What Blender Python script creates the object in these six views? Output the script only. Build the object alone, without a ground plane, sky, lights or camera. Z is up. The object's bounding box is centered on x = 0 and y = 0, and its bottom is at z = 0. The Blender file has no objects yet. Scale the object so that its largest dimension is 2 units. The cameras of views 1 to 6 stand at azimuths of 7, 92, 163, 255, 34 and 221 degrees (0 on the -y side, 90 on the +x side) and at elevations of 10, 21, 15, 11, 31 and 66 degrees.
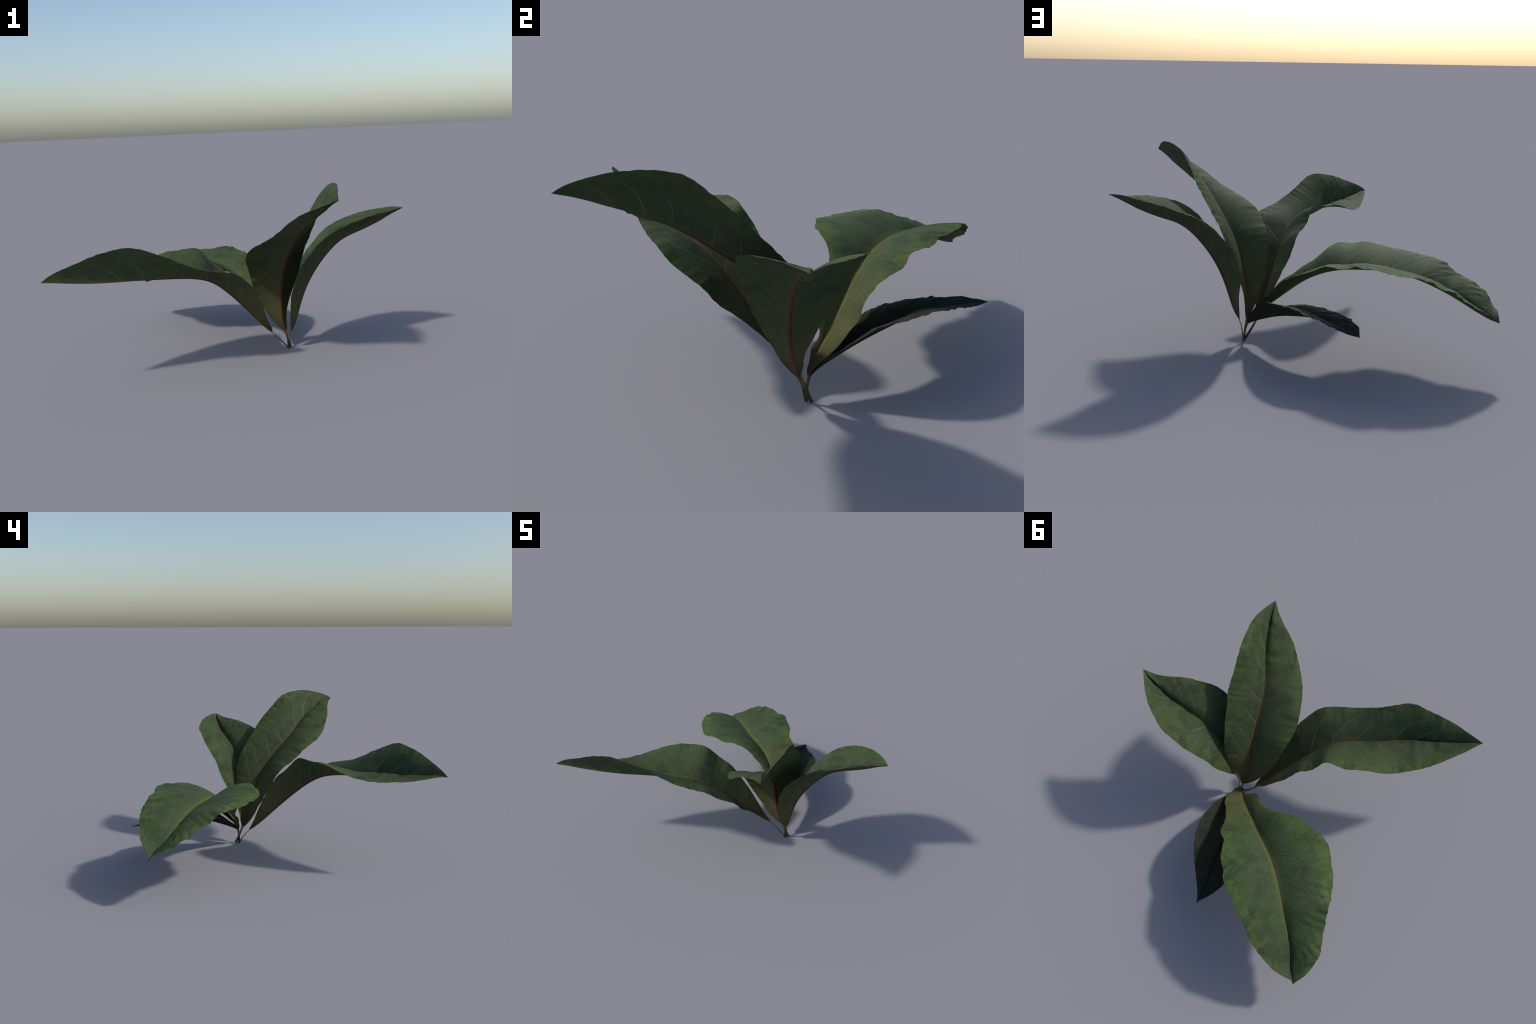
"""A low rosette plant: five broad, keeled leaves on flat stalks that rise from one point.

Each leaf is described by a spine (the midrib, control points of a cubic B-spline), the
width of its left and right half, how far each half is lifted out of the horizontal
(the V-fold of the blade), a little sweep along the leaf, a bulge across each half and
the size of the ruffles at its margin.  Everything else is computed from those profiles.
"""
import math
import bpy
import numpy as np

# ---------------------------------------------------------------- leaf descriptions
LEAVES = [
    dict(heading=(-0.76, -0.66),
         spine=[(0.126, 0.048, 0.130), (0.088, -0.011, 0.176), (0.013, -0.118, 0.306), (-0.088, -0.254, 0.458), (-0.174, -0.379, 0.573), (-0.292, -0.479, 0.609), (-0.450, -0.576, 0.623), (-0.570, -0.706, 0.645), (-0.781, -0.829, 0.653), (-0.916, -0.920, 0.684), (-0.986, -0.965, 0.694)],
         left_width=[0.004, 0.03, 0.042, 0.078, 0.12, 0.17, 0.191, 0.225, 0.239, 0.259, 0.246, 0.23, 0.22, 0.225, 0.224, 0.23, 0.24, 0.266, 0.226, 0.197, 0.151, 0.081, 0.036, 0],
         right_width=[0.004, 0.018, 0.062, 0.109, 0.154, 0.19, 0.216, 0.233, 0.258, 0.266, 0.283, 0.294, 0.297, 0.276, 0.266, 0.251, 0.238, 0.225, 0.203, 0.163, 0.103, 0.062, 0.018, 0],
         left_lift=[0.68, 0.59, 0.51, 0.43, 0.25, 0.41, 0.24, 0.33, 0.27, 0.39, 0.55, 0.7, 0.82, 1.04, 1.07, 1.04, 1.24, 1.45],
         right_lift=[1.3, 0.51, 0.59, 0.61, 0.58, 0.72, 0.5, 0.79, 0.47, 0.47, 0.35, 0.09, 0.02, -0.06, -0.03, -0.14, 0.1, 0.18],
         left_sweep=[-0.004, -0.009, -0.025, -0.048, -0.028, -0.009, 0.007, 0.006, -0.001, -0.005],
         right_sweep=[-0.007, -0.017, -0.045, -0.101, -0.051, -0.01, -0.004, -0.001, -0.002, -0.002],
         left_bulge=[0.05, 0.08, 0.1, 0.1, 0.06], right_bulge=[0.05, 0.08, 0.08, 0.08, 0.05], ruffle=0.002, kind='slender', foot=[0.23, 0.099, 0.002], seed=3, left_crest=[0.0, 0.5], right_crest=[0.016, 0.55], crinkle=0.00012, teeth=0.0007),
    dict(heading=(0.66, -0.75),
         spine=[(0.211, 0.077, 0.128), (0.199, 0.049, 0.190), (0.195, 0.014, 0.315), (0.219, -0.055, 0.520), (0.256, -0.141, 0.635), (0.295, -0.258, 0.736), (0.344, -0.363, 0.826), (0.427, -0.455, 0.913), (0.527, -0.605, 0.994), (0.569, -0.714, 1.044), (0.596, -0.775, 1.062)],
         left_width=[0.004, 0.04, 0.044, 0.099, 0.146, 0.189, 0.209, 0.221, 0.236, 0.245, 0.263, 0.264, 0.259, 0.246, 0.253, 0.214, 0.175, 0.099, 0.039, 0],
         right_width=[0.004, 0.025, 0.068, 0.112, 0.165, 0.198, 0.223, 0.247, 0.267, 0.27, 0.259, 0.254, 0.242, 0.228, 0.209, 0.186, 0.133, 0.053, 0.017, 0],
         left_lift=[0.34, 0.36, 0.45, 0.37, 0.3, 0.42, 0.43, 0.47, 0.5, 0.56, 0.68, 0.9, 0.93, 0.91, 1.03, 1.27],
         right_lift=[0.41, 0.44, 0.49, 0.52, 0.43, 0.43, 0.27, 0.25, 0.18, -0.02, -0.12, -0.09, 0, 0.07, -0.07, 0.3],
         left_sweep=[0.001, 0.002, 0.004, 0.009, 0.012, 0.026, 0.064, 0.055, 0.021, 0.005],
         right_sweep=[-0.001, -0.002, -0.003, 0.002, 0.003, 0.007, 0.003, 0.008, 0, -0.002],
         left_bulge=[0.05, 0.08, 0.1, 0.1, 0.06], right_bulge=[0.05, 0.08, 0.08, 0.08, 0.05], ruffle=0.002, kind='slender', foot=[0.241, 0.124, 0.005], seed=7, left_crest=[0.0, 0.5], right_crest=[0.019, 0.6], crinkle=0.00012, teeth=0.0007),
    dict(heading=(0.97, 0.22),
         spine=[(0.250, 0.068, 0.128), (0.279, 0.056, 0.167), (0.304, 0.040, 0.266), (0.346, 0.031, 0.404), (0.412, 0.039, 0.531), (0.498, 0.052, 0.646), (0.597, 0.080, 0.742), (0.736, 0.107, 0.786), (0.863, 0.114, 0.848), (0.943, 0.106, 0.898), (0.987, 0.099, 0.919)],
         left_width=[0.004, 0.025, 0.046, 0.071, 0.127, 0.158, 0.193, 0.22, 0.226, 0.244, 0.25, 0.267, 0.252, 0.252, 0.214, 0.182, 0.131, 0.073, 0.025, 0],
         right_width=[0.004, 0.019, 0.058, 0.083, 0.116, 0.152, 0.182, 0.207, 0.224, 0.253, 0.241, 0.248, 0.227, 0.199, 0.182, 0.146, 0.093, 0.037, 0.015, 0],
         left_lift=[0.33, 0.51, 0.47, 0.29, 0.33, 0.25, 0.32, 0.27, 0.24, 0.26, 0.28, 0.34, 0.36, 0.31, 0.51, 0.44],
         right_lift=[0.68, 0.73, 0.78, 0.72, 0.7, 0.64, 0.66, 0.55, 0.57, 0.46, 0.51, 0.53, 0.62, 0.67, 0.65, 0.93],
         left_sweep=[0.003, 0.011, 0.019, 0.017, 0.013, 0.007, 0.007, 0.005, -0.004, -0.003],
         right_sweep=[0.001, 0.001, 0.002, 0.003, 0.002, 0.003, 0.002, 0.003, 0.001, 0],
         left_bulge=[0.05, 0.08, 0.1, 0.1, 0.06], right_bulge=[0.05, 0.08, 0.08, 0.08, 0.05], ruffle=0.002, kind='slender', foot=[0.244, 0.125, 0.004], seed=11, left_crest=[0.0, 0.5], right_crest=[0.02, 0.45], crinkle=0.00012, teeth=0.0007),
    dict(heading=(-0.75, 0.66),
         spine=[(0.215, 0.110, 0.119), (0.179, 0.134, 0.181), (0.081, 0.219, 0.271), (-0.074, 0.309, 0.434), (-0.225, 0.387, 0.496), (-0.371, 0.451, 0.502), (-0.526, 0.559, 0.511), (-0.680, 0.694, 0.460), (-0.827, 0.801, 0.373), (-0.902, 0.914, 0.312), (-0.956, 0.950, 0.299)],
         left_width=[0.004, 0.018, 0.011, 0.045, 0.019, 0.076, 0.122, 0.114, 0.095, 0.117, 0.137, 0.16, 0.215, 0.26, 0.297, 0.308, 0.334, 0.368, 0.373, 0.359, 0.349, 0.348, 0.322, 0.309, 0.282, 0.258, 0.236, 0.21, 0.203, 0.176, 0.135, 0.105, 0.058, 0],
         right_width=[0.004, 0.017, 0.042, 0.072, 0.113, 0.129, 0.146, 0.145, 0.164, 0.169, 0.208, 0.25, 0.232, 0.268, 0.3, 0.314, 0.319, 0.324, 0.342, 0.34, 0.333, 0.3, 0.315, 0.284, 0.271, 0.264, 0.249, 0.231, 0.207, 0.175, 0.13, 0.055, 0, 0],
         left_lift=[0.6, 0.58, 0.61, 0.71, 0.82, 0.67, 0.64, 0.76, 0.55, 0.59, 0.54, 0.41, 0.27, 0.29, 0.18, 0.13, 0.12, 0.11, 0.15, 0.21, 0.27, 0.22, 0.32, 0.38, 0.44, 0.22, 0.56, 0.77],
         right_lift=[0.54, 0.49, 0.31, 0.26, 0.39, 0.24, 0.45, 0.32, 0.27, 0.19, 0.31, 0.28, 0.21, 0.29, 0.29, 0.26, 0.27, 0.24, 0.28, 0.35, 0.39, 0.36, 0.47, 0.36, 0.48, 0.49, 1.05, 1.83],
         left_sweep=[-0.005, -0.007, -0.001, 0.009, 0.002, -0.009, -0.015, -0.003, -0.005, -0.01],
         right_sweep=[-0.012, -0.025, -0.058, -0.073, -0.045, 0.004, 0.034, -0.004, -0.006, -0.003],
         left_bulge=[0.05, 0.08, 0.1, 0.1, 0.06], right_bulge=[0.05, 0.08, 0.08, 0.08, 0.05], ruffle=0.002, kind='broad', foot=[0.231, 0.1, 0.001], seed=19, left_crest=[0.012, 0.66], right_crest=[0.006, 0.6], crinkle=0.0011, teeth=0.0018),
    dict(heading=(-0.40, 0.95),
         spine=[(0.214, 0.115, 0.113), (0.190, 0.139, 0.133), (0.160, 0.205, 0.167), (0.117, 0.306, 0.214), (0.075, 0.408, 0.253), (0.019, 0.510, 0.277), (-0.036, 0.613, 0.300), (-0.066, 0.731, 0.292), (-0.125, 0.836, 0.294), (-0.145, 0.913, 0.298), (-0.151, 0.954, 0.296)],
         left_width=[0.004, 0.024, 0.049, 0.073, 0.097, 0.122, 0.149, 0.162, 0.155, 0.155, 0.127, 0.065, 0.014, 0],
         right_width=[0.004, 0.014, 0.057, 0.092, 0.137, 0.166, 0.192, 0.189, 0.178, 0.127, 0.076, 0.043, 0.01, 0],
         left_lift=[0.51, 0.51, 0.51, 0.47, 0.37, 0.21, 0.02, -0.02, 0.01, 0.1, 0.12, 0.8],
         right_lift=[0.52, 0.7, 0.76, 0.66, 0.75, 0.54, 0.49, 0.47, 0.46, 0.3, -0.19, -0.38],
         left_sweep=[0, 0, 0, 0, 0, -0.001, -0.001, 0.003, 0, -0.002],
         right_sweep=[0, -0.001, 0.001, 0.002, -0.007, 0.003, 0.003, 0.001, -0.001, -0.001],
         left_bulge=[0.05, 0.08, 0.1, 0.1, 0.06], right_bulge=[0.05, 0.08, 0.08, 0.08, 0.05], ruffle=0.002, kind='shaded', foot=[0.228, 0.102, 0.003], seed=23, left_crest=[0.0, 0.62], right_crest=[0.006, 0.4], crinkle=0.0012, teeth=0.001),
]


# positions of the side veins along the midrib (0 = stalk, 1 = tip)
VEINS = {
    "slender": dict(left=(0.12, 0.20, 0.285, 0.40, 0.515, 0.685, 0.775, 0.86),
                    right=(0.11, 0.19, 0.27, 0.335, 0.43, 0.52, 0.61, 0.69, 0.77, 0.85)),
    "broad": dict(left=(0.13, 0.20, 0.28, 0.385, 0.49, 0.585, 0.70, 0.81),
                  right=(0.11, 0.185, 0.285, 0.405, 0.49, 0.58, 0.65, 0.73, 0.825)),
}
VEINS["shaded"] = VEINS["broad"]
ROWS, COLS = 320, 36           # cells along the leaf, cells across each half
THICK = 0.0013                 # half thickness of a blade


# ---------------------------------------------------------------- curves
def spline_basis(n, t, deg=3):
    """Clamped uniform B-spline basis, one column per control value."""
    knots = np.concatenate([np.zeros(deg), np.linspace(0, 1, n - deg + 1), np.ones(deg)])
    b = np.array([(t >= knots[i]) & (t < knots[i + 1]) for i in range(n + deg)], float).T
    b[t >= 1, n - 1] = 1
    for d in range(1, deg + 1):
        for i in range(n + deg - d):
            left = (t - knots[i]) / (knots[i + d] - knots[i]) if knots[i + d] > knots[i] else 0
            right = (knots[i + d + 1] - t) / (knots[i + d + 1] - knots[i + 1]) if knots[i + d + 1] > knots[i + 1] else 0
            b[:, i] = left * b[:, i] + right * b[:, i + 1]
    return b[:, :n]


def profile(values, t):
    values = np.asarray(values, float)
    return spline_basis(len(values), t) @ values


def unit(v):
    return v / np.maximum(np.linalg.norm(v, axis=-1, keepdims=True), 1e-9)


def wave(rng, x, base, octaves=3):
    """Smooth aperiodic wave of about unit size: a few sines of unrelated length and phase."""
    y = np.zeros_like(x)
    for k in range(octaves):
        f = base * (1.0 + 0.83 * k) * rng.uniform(0.85, 1.15)
        y += math.pow(0.62, k) * np.sin(2 * math.pi * f * x + rng.uniform(0, 6.28))
    return y / 1.6


# ---------------------------------------------------------------- blade surface
class Leaf:
    def __init__(self, d):
        self.d = d
        self.t = t = np.linspace(0, 1, ROWS + 1)
        fine = np.linspace(0, 1, 1601)
        sp = profile(d["spine"], fine)
        self.mid = profile(d["spine"], t)
        tan = np.stack([np.interp(t, fine, np.gradient(sp[:, i], fine)) for i in range(3)], 1)
        self.tan = unit(tan)
        a = unit(np.array([*d["heading"], 0.0]))
        side = np.array([-a[1], a[0], 0.0])
        self.side = unit(side - (self.tan @ side)[:, None] * self.tan)      # towards the left half
        self.up = np.cross(self.tan, self.side)
        self.length = np.linalg.norm(np.diff(sp, axis=0), axis=1).sum()
        rng = np.random.default_rng(d["seed"])
        left, nl = self.half(1, "left", rng)
        right, nr = self.half(-1, "right", rng)
        self.grid = np.concatenate([right[:, :0:-1], left], 1)              # s = -1 .. 1
        self.s = np.linspace(-1, 1, 2 * COLS + 1)
        du = np.gradient(self.grid, axis=0)
        dv = np.gradient(self.grid, axis=1)
        self.normal = unit(np.cross(du, dv))
        self.normal[-1] = self.normal[-2]

    def half(self, sign, name, rng):
        d, t = self.d, self.t
        s = np.linspace(0, 1, COLS + 1)
        w = np.maximum(profile(d[name + "_width"], t), 0.0)
        lift = profile(d[name + "_lift"], t)
        sweep = profile(d[name + "_sweep"], t)
        bulge = profile(d[name + "_bulge"], t)
        out = sign * np.cos(lift)[:, None] * self.side + np.sin(lift)[:, None] * self.up
        over = -sign * np.sin(lift)[:, None] * self.side + np.cos(lift)[:, None] * self.up
        edge = w[:, None] * (out + sweep[:, None] * self.tan)
        env = np.clip(w / max(w.max(), 1e-6) * 1.6, 0, 1)
        L = self.length
        ruffle = d["ruffle"] * wave(rng, t * L, 8.5, 4)
        teeth = d["teeth"] * wave(rng, t * L, 15, 4) * env * np.interp(t, (0.55, 0.75, 0.95), (1.0, 2.2, 1.6))
        shape = np.arange(COLS + 1) / COLS
        pts = self.mid[:, None] + edge[:, None] * shape[None, :, None]
        arch = 4 * s * (1 - s)
        lofted = bulge[:, None] * w[:, None] * arch[None]
        lofted = lofted + (ruffle * env)[:, None] * (s ** 2)[None]
        # the blade puffs up a little between the side veins, most of all beside the midrib
        veins = np.array(VEINS[d["kind"]][name])
        run = t[:, None] - 0.115 * s[None] - 0.075 * s[None] ** 2
        gap = np.min(np.abs(run[..., None] - veins), axis=-1)
        puff = np.clip(gap / 0.045, 0, 1) ** 0.8
        lofted = lofted + 0.0009 * (puff - 0.5) * arch[None] * env[:, None]
        # beside the midrib the lamina climbs steeply to a crumpled crest (mostly the outer part of one half)
        size, start = d[name + "_crest"]
        rise = size * np.clip((t - start) / 0.2, 0, 1) * np.clip((1 - t) / 0.06, 0, 1)
        crumple = 0.9 + 0.30 * wave(rng, t * L, 6.0, 3)
        hump = (s / 0.2) * np.exp(1 - s / 0.2) * (1 - s ** 2)
        lofted = lofted + (rise * crumple)[:, None] * hump[None]
        # small puckers: folds a few centimetres apart that run outwards from the midrib
        lean = t[:, None] * L - 0.10 * s[None] - 0.06 * s[None] ** 2
        knots = rng.uniform(0, 6.28, 5)
        small = sum(np.sin(2 * math.pi * f * lean + p + 2.2 * np.sin(q * s[None] * 3 + p)) for f, p, q in zip((5.0, 8.0, 12.0, 17.0, 23.0), knots, (1.0, 1.7, 2.3, 0.8, 1.4)))
        lofted = lofted + d["crinkle"] * small * (s ** 0.7 * (0.45 + 0.55 * s))[None] * (env * np.interp(t, (0.05, 0.3, 0.55, 0.78, 0.94, 1), (0.3, 0.4, 0.6, 1.3, 1.4, 0.2)))[:, None]
        pts = pts + over[:, None] * lofted[..., None] + out[:, None] * (teeth[:, None] * (s ** 3)[None])[..., None]
        return pts, over


def blade_mesh(leaf, name):
    """Closed thin shell: upper skin, lower skin, and a rim along the margin."""
    g, nrm = leaf.grid, leaf.normal
    m, n = g.shape[:2]
    thin = THICK * np.clip(1.1 - np.abs(leaf.s) ** 3, 0.22, 1.0)[None, :, None]
    verts = np.concatenate([(g + nrm * thin).reshape(-1, 3), (g - nrm * thin).reshape(-1, 3)])
    idx = np.arange(m * n).reshape(m, n)
    a, b, c, e = idx[:-1, :-1].ravel(), idx[:-1, 1:].ravel(), idx[1:, 1:].ravel(), idx[1:, :-1].ravel()
    top = np.stack([a, e, c, b], 1)
    low = np.stack([a, b, c, e], 1) + m * n
    ring = np.concatenate([idx[:, 0], idx[-1, 1:], idx[-2::-1, -1], idx[0, -2:0:-1]])
    nxt = np.roll(ring, -1)
    rim = np.stack([nxt, ring, ring + m * n, nxt + m * n], 1)
    faces = np.concatenate([top, low, rim])
    me = bpy.data.meshes.new(name)
    me.from_pydata(verts.tolist(), [], faces.tolist())
    tt, ss = np.meshgrid(leaf.t, leaf.s * 0.5 + 0.5, indexing="ij")
    par = np.tile(np.stack([tt.ravel(), ss.ravel()], 1), (2, 1))
    loops = np.empty(len(me.loops), np.int32)
    me.loops.foreach_get("vertex_index", loops)
    me.uv_layers.new(name="along_across").data.foreach_set("uv", par[loops].astype(np.float32).ravel())
    me.polygons.foreach_set("use_smooth", np.ones(len(me.polygons), bool))
    slot = np.zeros(len(faces), np.int32)
    slot[len(top):len(top) + len(low)] = 1
    me.polygons.foreach_set("material_index", slot)
    me.update()
    me.set_sharp_from_angle(angle=math.radians(50))
    return me


def midrib_mesh(leaf, name):
    """Low rib that rides along the fold of the blade and stands out on both faces."""
    t, s = leaf.t, leaf.s
    half = 0.0125 * np.interp(t, (0, 0.1, 0.2, 0.4, 0.55, 0.7, 0.85, 1), (0.5, 0.85, 1.0, 0.85, 0.6, 0.38, 0.2, 0.06))
    if leaf.d["kind"] != "slender":
        half = half * 0.72
    k = np.linspace(-1, 1, 11)
    skin = {}
    for side in (1, -1):
        rows = []
        for i in range(len(t)):
            w = np.linalg.norm(leaf.grid[i, [0, -1]] - leaf.grid[i, COLS], axis=1)       # right, left width
            at = np.where(k < 0, k * np.minimum(half[i] / max(w[0], 1e-5), 0.95), k * np.minimum(half[i] / max(w[1], 1e-5), 0.95))
            p = np.stack([np.interp(at, s, leaf.grid[i, :, c]) for c in range(3)], 1)
            n = unit(np.stack([np.interp(at, s, leaf.normal[i, :, c]) for c in range(3)], 1))
            rise = THICK + (0.0022 if side > 0 else 0.0034) * (half[i] / 0.01) ** 0.5 * (1 - k ** 2) ** 0.7 - 0.0009 * np.abs(k) ** 6
            rows.append(p + side * n * rise[:, None])
        skin[side] = np.array(rows)
    m, n = len(t), len(k)
    verts = np.concatenate([skin[1].reshape(-1, 3), skin[-1].reshape(-1, 3)])
    idx = np.arange(m * n).reshape(m, n)
    a, b, c, e = idx[:-1, :-1].ravel(), idx[:-1, 1:].ravel(), idx[1:, 1:].ravel(), idx[1:, :-1].ravel()
    ring = np.concatenate([idx[:, 0], idx[-1, 1:], idx[-2::-1, -1], idx[0, -2:0:-1]])
    nxt = np.roll(ring, -1)
    faces = np.concatenate([np.stack([a, e, c, b], 1), np.stack([a, b, c, e], 1) + m * n, np.stack([nxt, ring, ring + m * n, nxt + m * n], 1)])
    me = bpy.data.meshes.new(name)
    me.from_pydata(verts.tolist(), [], faces.tolist())
    tt, kk = np.meshgrid(t, k * 0.5 + 0.5, indexing="ij")
    par = np.tile(np.stack([tt.ravel(), kk.ravel()], 1), (2, 1))
    loops = np.empty(len(me.loops), np.int32)
    me.loops.foreach_get("vertex_index", loops)
    me.uv_layers.new(name="along_across").data.foreach_set("uv", par[loops].astype(np.float32).ravel())
    me.polygons.foreach_set("use_smooth", np.ones(len(me.polygons), bool))
    me.update()
    return me


def tube_mesh(name, path, across, normal, wide, deep, sides=14, flat=2.6):
    """Loft of a rounded, flattened section along a path."""
    ang = np.arange(sides) * 2 * math.pi / sides
    cs, sn = np.cos(ang), np.sin(ang)
    cx = np.sign(cs) * np.abs(cs) ** (2 / flat)
    cy = np.sign(sn) * np.abs(sn) ** (2 / flat)
    p = path[:, None] + across[:, None] * (wide[:, None] * cx)[..., None] + normal[:, None] * (deep[:, None] * cy)[..., None]
    m = len(path)
    idx = np.arange(m * sides).reshape(m, sides)
    r = np.roll(idx, -1, axis=1)
    faces = np.stack([idx[:-1].ravel(), r[:-1].ravel(), r[1:].ravel(), idx[1:].ravel()], 1).tolist()
    faces += [idx[0, ::-1].tolist(), idx[-1].tolist()]
    me = bpy.data.meshes.new(name)
    me.from_pydata(p.reshape(-1, 3).tolist(), [], faces)
    uv = np.repeat(np.linspace(0, 1, m), sides)
    loops = np.empty(len(me.loops), np.int32)
    me.loops.foreach_get("vertex_index", loops)
    co = np.stack([uv[loops], np.tile(np.arange(sides) / sides, m)[loops]], 1)
    me.uv_layers.new(name="along_across").data.foreach_set("uv", co.astype(np.float32).ravel())
    me.polygons.foreach_set("use_smooth", np.ones(len(me.polygons), bool))
    me.update()
    return me


# ---------------------------------------------------------------- materials
class Nodes:
    """Small helper that strings shader nodes together."""

    def __init__(self, name):
        self.mat = bpy.data.materials.new(name)
        self.mat.use_nodes = True
        self.tree = self.mat.node_tree
        self.bsdf = self.tree.nodes["Principled BSDF"]

    def put(self, socket, value):
        if hasattr(value, "is_output"):
            self.tree.links.new(value, socket)
        else:
            socket.default_value = value

    def math(self, op, a, b=0.0, c=0.0):
        n = self.tree.nodes.new("ShaderNodeMath")
        n.operation = op
        for k, v in enumerate((a, b, c)):
            self.put(n.inputs[k], v)
        return n.outputs[0]

    def ramp(self, x, lo, hi, a=0.0, b=1.0):
        n = self.tree.nodes.new("ShaderNodeMapRange")
        n.interpolation_type = "SMOOTHSTEP"
        for k, v in zip(("Value", "From Min", "From Max", "To Min", "To Max"), (x, lo, hi, a, b)):
            self.put(n.inputs[k], v)
        return n.outputs["Result"]

    def noise(self, vec, scale, detail=3.0, rough=0.55, distort=0.0):
        n = self.tree.nodes.new("ShaderNodeTexNoise")
        self.put(n.inputs["Vector"], vec)
        for k, v in (("Scale", scale), ("Detail", detail), ("Roughness", rough), ("Distortion", distort)):
            n.inputs[k].default_value = v
        return n.outputs[0]

    def mix(self, f, a, b, mode="MIX"):
        n = self.tree.nodes.new("ShaderNodeMix")
        n.data_type, n.blend_type = "RGBA", mode
        self.put(n.inputs[0], f)
        for k, v in ((6, a), (7, b)):
            self.put(n.inputs[k], v if hasattr(v, "is_output") else (*v, 1.0))
        return n.outputs[2]

    def bump(self, height, strength, distance, normal=None):
        n = self.tree.nodes.new("ShaderNodeBump")
        self.put(n.inputs["Height"], height)
        n.inputs["Strength"].default_value, n.inputs["Distance"].default_value = strength, distance
        if normal is not None:
            self.put(n.inputs["Normal"], normal)
        return n.outputs[0]

    def coords(self):
        n = self.tree.nodes.new("ShaderNodeTexCoord")
        sep = self.tree.nodes.new("ShaderNodeSeparateXYZ")
        self.tree.links.new(n.outputs["UV"], sep.inputs[0])
        s = self.math("MULTIPLY_ADD", sep.outputs[1], 2.0, -1.0)
        return n.outputs["Object"], sep.outputs[0], s


def blade_material(name, kind, underside):
    k = Nodes(name)
    obj, t, s = k.coords()
    across = k.math("ABSOLUTE", s)
    left = k.math("GREATER_THAN", s, 0.0)
    big = k.noise(obj, 5.0, 3.0)
    mid = k.noise(obj, 16.0, 4.0, 0.6, 0.4)
    fine = k.noise(obj, 75.0, 4.0, 0.65)

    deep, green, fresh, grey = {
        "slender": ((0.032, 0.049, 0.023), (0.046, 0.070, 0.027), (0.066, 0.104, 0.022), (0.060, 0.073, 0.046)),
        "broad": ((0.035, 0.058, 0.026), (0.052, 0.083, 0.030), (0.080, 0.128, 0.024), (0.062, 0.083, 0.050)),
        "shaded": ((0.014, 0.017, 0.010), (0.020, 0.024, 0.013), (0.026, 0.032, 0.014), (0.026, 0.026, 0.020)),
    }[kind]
    col = k.mix(k.ramp(big, 0.36, 0.64), deep, green)
    col = k.mix(k.math("MULTIPLY", k.ramp(mid, 0.43, 0.66), 0.7), col, grey)
    # fresher, yellower green towards the margin
    rim = k.math("MULTIPLY", k.ramp(across, 0.45, 1.0), k.ramp(mid, 0.35, 0.62))
    col = k.mix(k.math("MULTIPLY", rim, 0.75), col, fresh)
    speck = k.math("MULTIPLY", k.ramp(k.noise(obj, 55.0, 5.0, 0.7, 0.8), 0.52, 0.68), k.ramp(big, 0.4, 0.6, 0.25, 0.9))
    col = k.mix(k.math("MULTIPLY", speck, 0.55), col, fresh)
    if kind == "broad":       # pale worn patches along the margin
        worn = k.math("MULTIPLY", k.ramp(k.noise(obj, 6.5, 2.0), 0.56, 0.68), k.ramp(k.noise(obj, 26.0, 4.0, 0.65), 0.36, 0.68))
        col = k.mix(k.math("MULTIPLY", k.math("MULTIPLY", worn, k.ramp(across, 0.5, 0.85)), 0.6), col, (0.125, 0.168, 0.066))
    # dusky spots, mostly on the right half
    spot = k.math("MULTIPLY", k.ramp(k.noise(obj, 42.0, 3.0, 0.6, 0.6), 0.60, 0.72), k.math("MULTIPLY_ADD", left, -0.65, 0.9))
    col = k.mix(k.math("MULTIPLY", spot, 0.55), col, (0.024, 0.026, 0.018))
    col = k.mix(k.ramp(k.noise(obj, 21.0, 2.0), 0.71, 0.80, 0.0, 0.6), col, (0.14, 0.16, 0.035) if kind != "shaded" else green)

    # side veins: lines that leave the midrib and bend towards the tip
    wander = k.math("MULTIPLY_ADD", k.noise(obj, 11.0, 3.0), 0.05, -0.025)
    bend = k.math("MULTIPLY", across, k.math("MULTIPLY_ADD", across, 0.075, 0.115))
    run = k.math("ADD", k.math("SUBTRACT", t, bend), k.math("MULTIPLY", wander, across))
    near = []
    for half in ("left", "right"):
        d = None
        for v in VEINS[kind][half]:
            x = k.math("ABSOLUTE", k.math("SUBTRACT", run, v))
            d = x if d is None else k.math("MINIMUM", d, x)
        near.append(d)
    dist = k.math("ADD", k.math("MULTIPLY", near[0], left), k.math("MULTIPLY", near[1], k.math("SUBTRACT", 1.0, left)))
    line = k.math("MULTIPLY", k.ramp(dist, 0.0006, 0.0040, 1.0, 0.0), k.ramp(across, 0.35, 0.97, 1.0, 0.0))
    halo = k.math("MULTIPLY", k.ramp(dist, 0.002, 0.013, 1.0, 0.0), k.ramp(across, 0.2, 0.9, 1.0, 0.0))
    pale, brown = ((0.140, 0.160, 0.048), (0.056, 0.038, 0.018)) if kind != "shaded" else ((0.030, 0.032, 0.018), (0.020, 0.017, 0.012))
    if kind == "slender":
        tone = k.math("MULTIPLY_ADD", left, 0.55, 0.35)
    else:
        tone = k.ramp(t, 0.22, 0.34, 1.0, 0.1)
    tone = k.math("ADD", tone, k.math("MULTIPLY_ADD", fine, 0.5, -0.25))
    col = k.mix(k.math("MULTIPLY", halo, 0.22), col, fresh)
    patchy = k.math("MULTIPLY", line, k.ramp(k.noise(obj, 13.0, 2.0), 0.3, 0.62, 0.4, 0.9 if kind == "slender" else 0.95))
    col = k.mix(patchy, col, k.mix(tone if not underside else 0.9, brown, pale))
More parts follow.
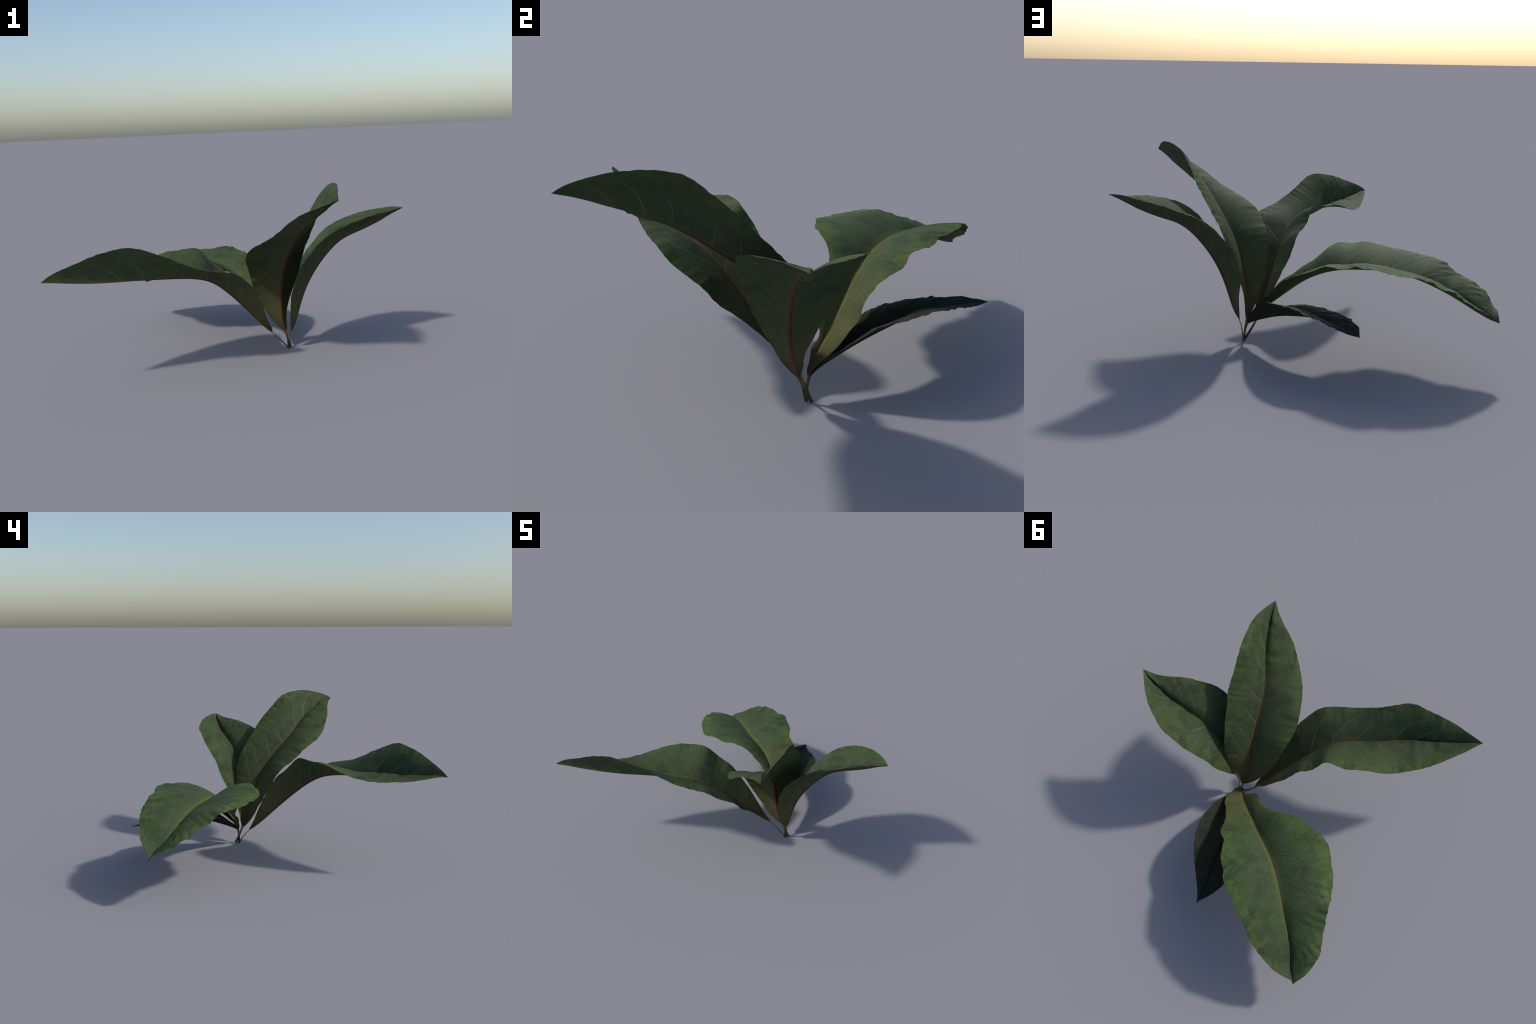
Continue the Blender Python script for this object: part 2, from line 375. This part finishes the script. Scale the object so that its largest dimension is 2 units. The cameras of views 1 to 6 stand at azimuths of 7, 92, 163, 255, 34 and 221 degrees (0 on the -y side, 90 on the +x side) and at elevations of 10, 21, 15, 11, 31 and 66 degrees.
    # yellow-green flush beside the midrib, stronger at the foot
    flush = k.math("MULTIPLY", k.ramp(across, 0.02, 0.11 if kind == "broad" else 0.10, 1.0, 0.0), k.ramp(t, 0.1, 0.85, 1.0, 0.45))
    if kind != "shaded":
        col = k.mix(k.math("MULTIPLY", k.ramp(across, 0.05, 0.45, 1.0, 0.0), k.ramp(t, 0.14, 0.42, 0.5, 0.0)), col, (0.120, 0.130, 0.036)) if kind == "broad" else col
        col = k.mix(k.math("MULTIPLY", flush, 0.85 if kind == "broad" else 0.45), col, (0.128, 0.146, 0.032))
    # olive, then reddish brown where the blade runs into the stalk
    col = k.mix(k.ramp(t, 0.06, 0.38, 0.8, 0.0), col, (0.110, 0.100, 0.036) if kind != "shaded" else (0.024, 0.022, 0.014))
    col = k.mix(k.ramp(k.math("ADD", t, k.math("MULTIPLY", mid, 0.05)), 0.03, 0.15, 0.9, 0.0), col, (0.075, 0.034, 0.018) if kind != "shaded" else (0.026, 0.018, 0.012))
    # thin brown margin
    col = k.mix(k.math("MULTIPLY", k.ramp(across, 0.975, 0.997, 0.0, 0.45), k.ramp(mid, 0.4, 0.6)), col, (0.06, 0.036, 0.02))
    col = k.mix(k.ramp(fine, 0.35, 0.7, 0.0, 0.34), col, (0.02, 0.03, 0.016))
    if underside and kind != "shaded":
        col = k.mix(0.22, col, (0.070, 0.080, 0.044))
    fleck = k.ramp(k.noise(obj, 95.0, 2.0, 0.5), 0.66, 0.74)
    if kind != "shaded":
        col = k.mix(k.math("MULTIPLY", fleck, 0.45), col, (0.120, 0.150, 0.040))
    k.put(k.bsdf.inputs["Base Color"], col)
    k.bsdf.inputs["Roughness"].default_value = 0.72 if not underside else 0.78
    k.bsdf.inputs["Specular IOR Level"].default_value = 0.12
    relief = k.math("ADD", k.math("MULTIPLY", fine, 0.25), k.math("MULTIPLY", line, -0.8 if not underside else 0.8))
    relief = k.math("ADD", relief, k.math("MULTIPLY", mid, 0.4))
    k.put(k.bsdf.inputs["Normal"], k.bump(relief, 0.4, 0.005))
    return k.mat


def midrib_material(name, kind):
    k = Nodes(name)
    obj, t, s = k.coords()
    grain = k.noise(obj, 40.0, 3.0)
    red = k.mix(grain, (0.062, 0.021, 0.013), (0.104, 0.036, 0.019))
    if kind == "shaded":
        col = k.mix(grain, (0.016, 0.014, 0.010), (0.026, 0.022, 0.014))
    elif kind == "broad":
        col = k.mix(k.ramp(t, 0.18, 0.34), (0.215, 0.215, 0.055), k.mix(grain, (0.060, 0.036, 0.016), (0.095, 0.058, 0.026)))
        col = k.mix(k.ramp(t, 0.03, 0.11, 1.0, 0.0), col, (0.10, 0.045, 0.02))
    else:
        col = k.mix(k.ramp(t, 0.05, 0.25, 0.35, 0.0), red, (0.14, 0.10, 0.035))
        col = k.mix(k.ramp(t, 0.55, 0.9), col, (0.085, 0.062, 0.028))
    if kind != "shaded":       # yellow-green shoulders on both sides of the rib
        col = k.mix(k.ramp(k.math("ABSOLUTE", s), 0.68, 0.98, 0.0, 0.8), col, (0.090, 0.085, 0.026))
    k.put(k.bsdf.inputs["Base Color"], col)
    k.bsdf.inputs["Roughness"].default_value = 0.65
    k.bsdf.inputs["Specular IOR Level"].default_value = 0.15
    return k.mat


def stalk_material():
    k = Nodes("stalk_skin")
    obj, t, s = k.coords()
    grain = k.noise(obj, 30.0, 4.0, 0.6)
    col = k.mix(grain, (0.040, 0.034, 0.012), (0.075, 0.060, 0.020))
    col = k.mix(k.ramp(k.math("ADD", t, k.math("MULTIPLY_ADD", k.noise(obj, 45.0, 2.0), 0.5, -0.25)), 0.35, 0.85), col, (0.170, 0.098, 0.030))
    col = k.mix(k.ramp(k.noise(obj, 60.0, 2.0), 0.52, 0.66, 0.0, 0.6), col, (0.060, 0.024, 0.012))
    col = k.mix(k.ramp(t, 0.0, 0.25, 0.5, 0.0), col, (0.022, 0.022, 0.012))
    k.put(k.bsdf.inputs["Base Color"], col)
    k.bsdf.inputs["Roughness"].default_value = 0.6
    k.bsdf.inputs["Specular IOR Level"].default_value = 0.3
    k.put(k.bsdf.inputs["Normal"], k.bump(grain, 0.3, 0.003))
    return k.mat


# ---------------------------------------------------------------- assembly
def add(name, mesh, parent, mats):
    for m in mats:
        mesh.materials.append(m)
    ob = bpy.data.objects.new(name, mesh)
    bpy.context.scene.collection.objects.link(ob)
    ob.parent = parent
    return ob


plant = bpy.data.objects.new("foliage_plant", None)
bpy.context.scene.collection.objects.link(plant)
plant["label"] = "low plant with five large dark green keeled leaves"
plant["category"] = "plant"

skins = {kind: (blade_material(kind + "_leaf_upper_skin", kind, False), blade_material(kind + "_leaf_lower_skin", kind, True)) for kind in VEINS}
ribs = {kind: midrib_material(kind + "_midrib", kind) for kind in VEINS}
stalk = stalk_material()

for d in LEAVES:
    leaf = Leaf(d)
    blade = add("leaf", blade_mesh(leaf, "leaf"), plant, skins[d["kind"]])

    add("midrib", midrib_mesh(leaf, "midrib"), blade, [ribs[d["kind"]]])

    u = np.linspace(0, 1, 25)
    top, foot = leaf.mid[0], np.array(d["foot"])
    pull = 0.55 * (top + foot) / 2 + 0.45 * (top - leaf.tan[0] * 0.45 * np.linalg.norm(top - foot))
    path = ((1 - u) ** 2)[:, None] * foot + (2 * u * (1 - u))[:, None] * pull + (u ** 2)[:, None] * (top + 0.012 * leaf.tan[0])
    along = unit(np.gradient(path, axis=0))
    acr = unit(leaf.side[0] - (along @ leaf.side[0])[:, None] * along)
    half = 0.0036 + 0.0050 * np.sin(np.pi * np.clip(u, 0, 1) * 0.5 + math.pi / 2) ** 0.7 * (1 + 0.08 * np.sin(9 * u + d["seed"]))
    add("leaf_stalk", tube_mesh("leaf_stalk", path, acr, np.cross(along, acr), half, 0.0019 + 0.0009 * (1 - u)), blade, [stalk])
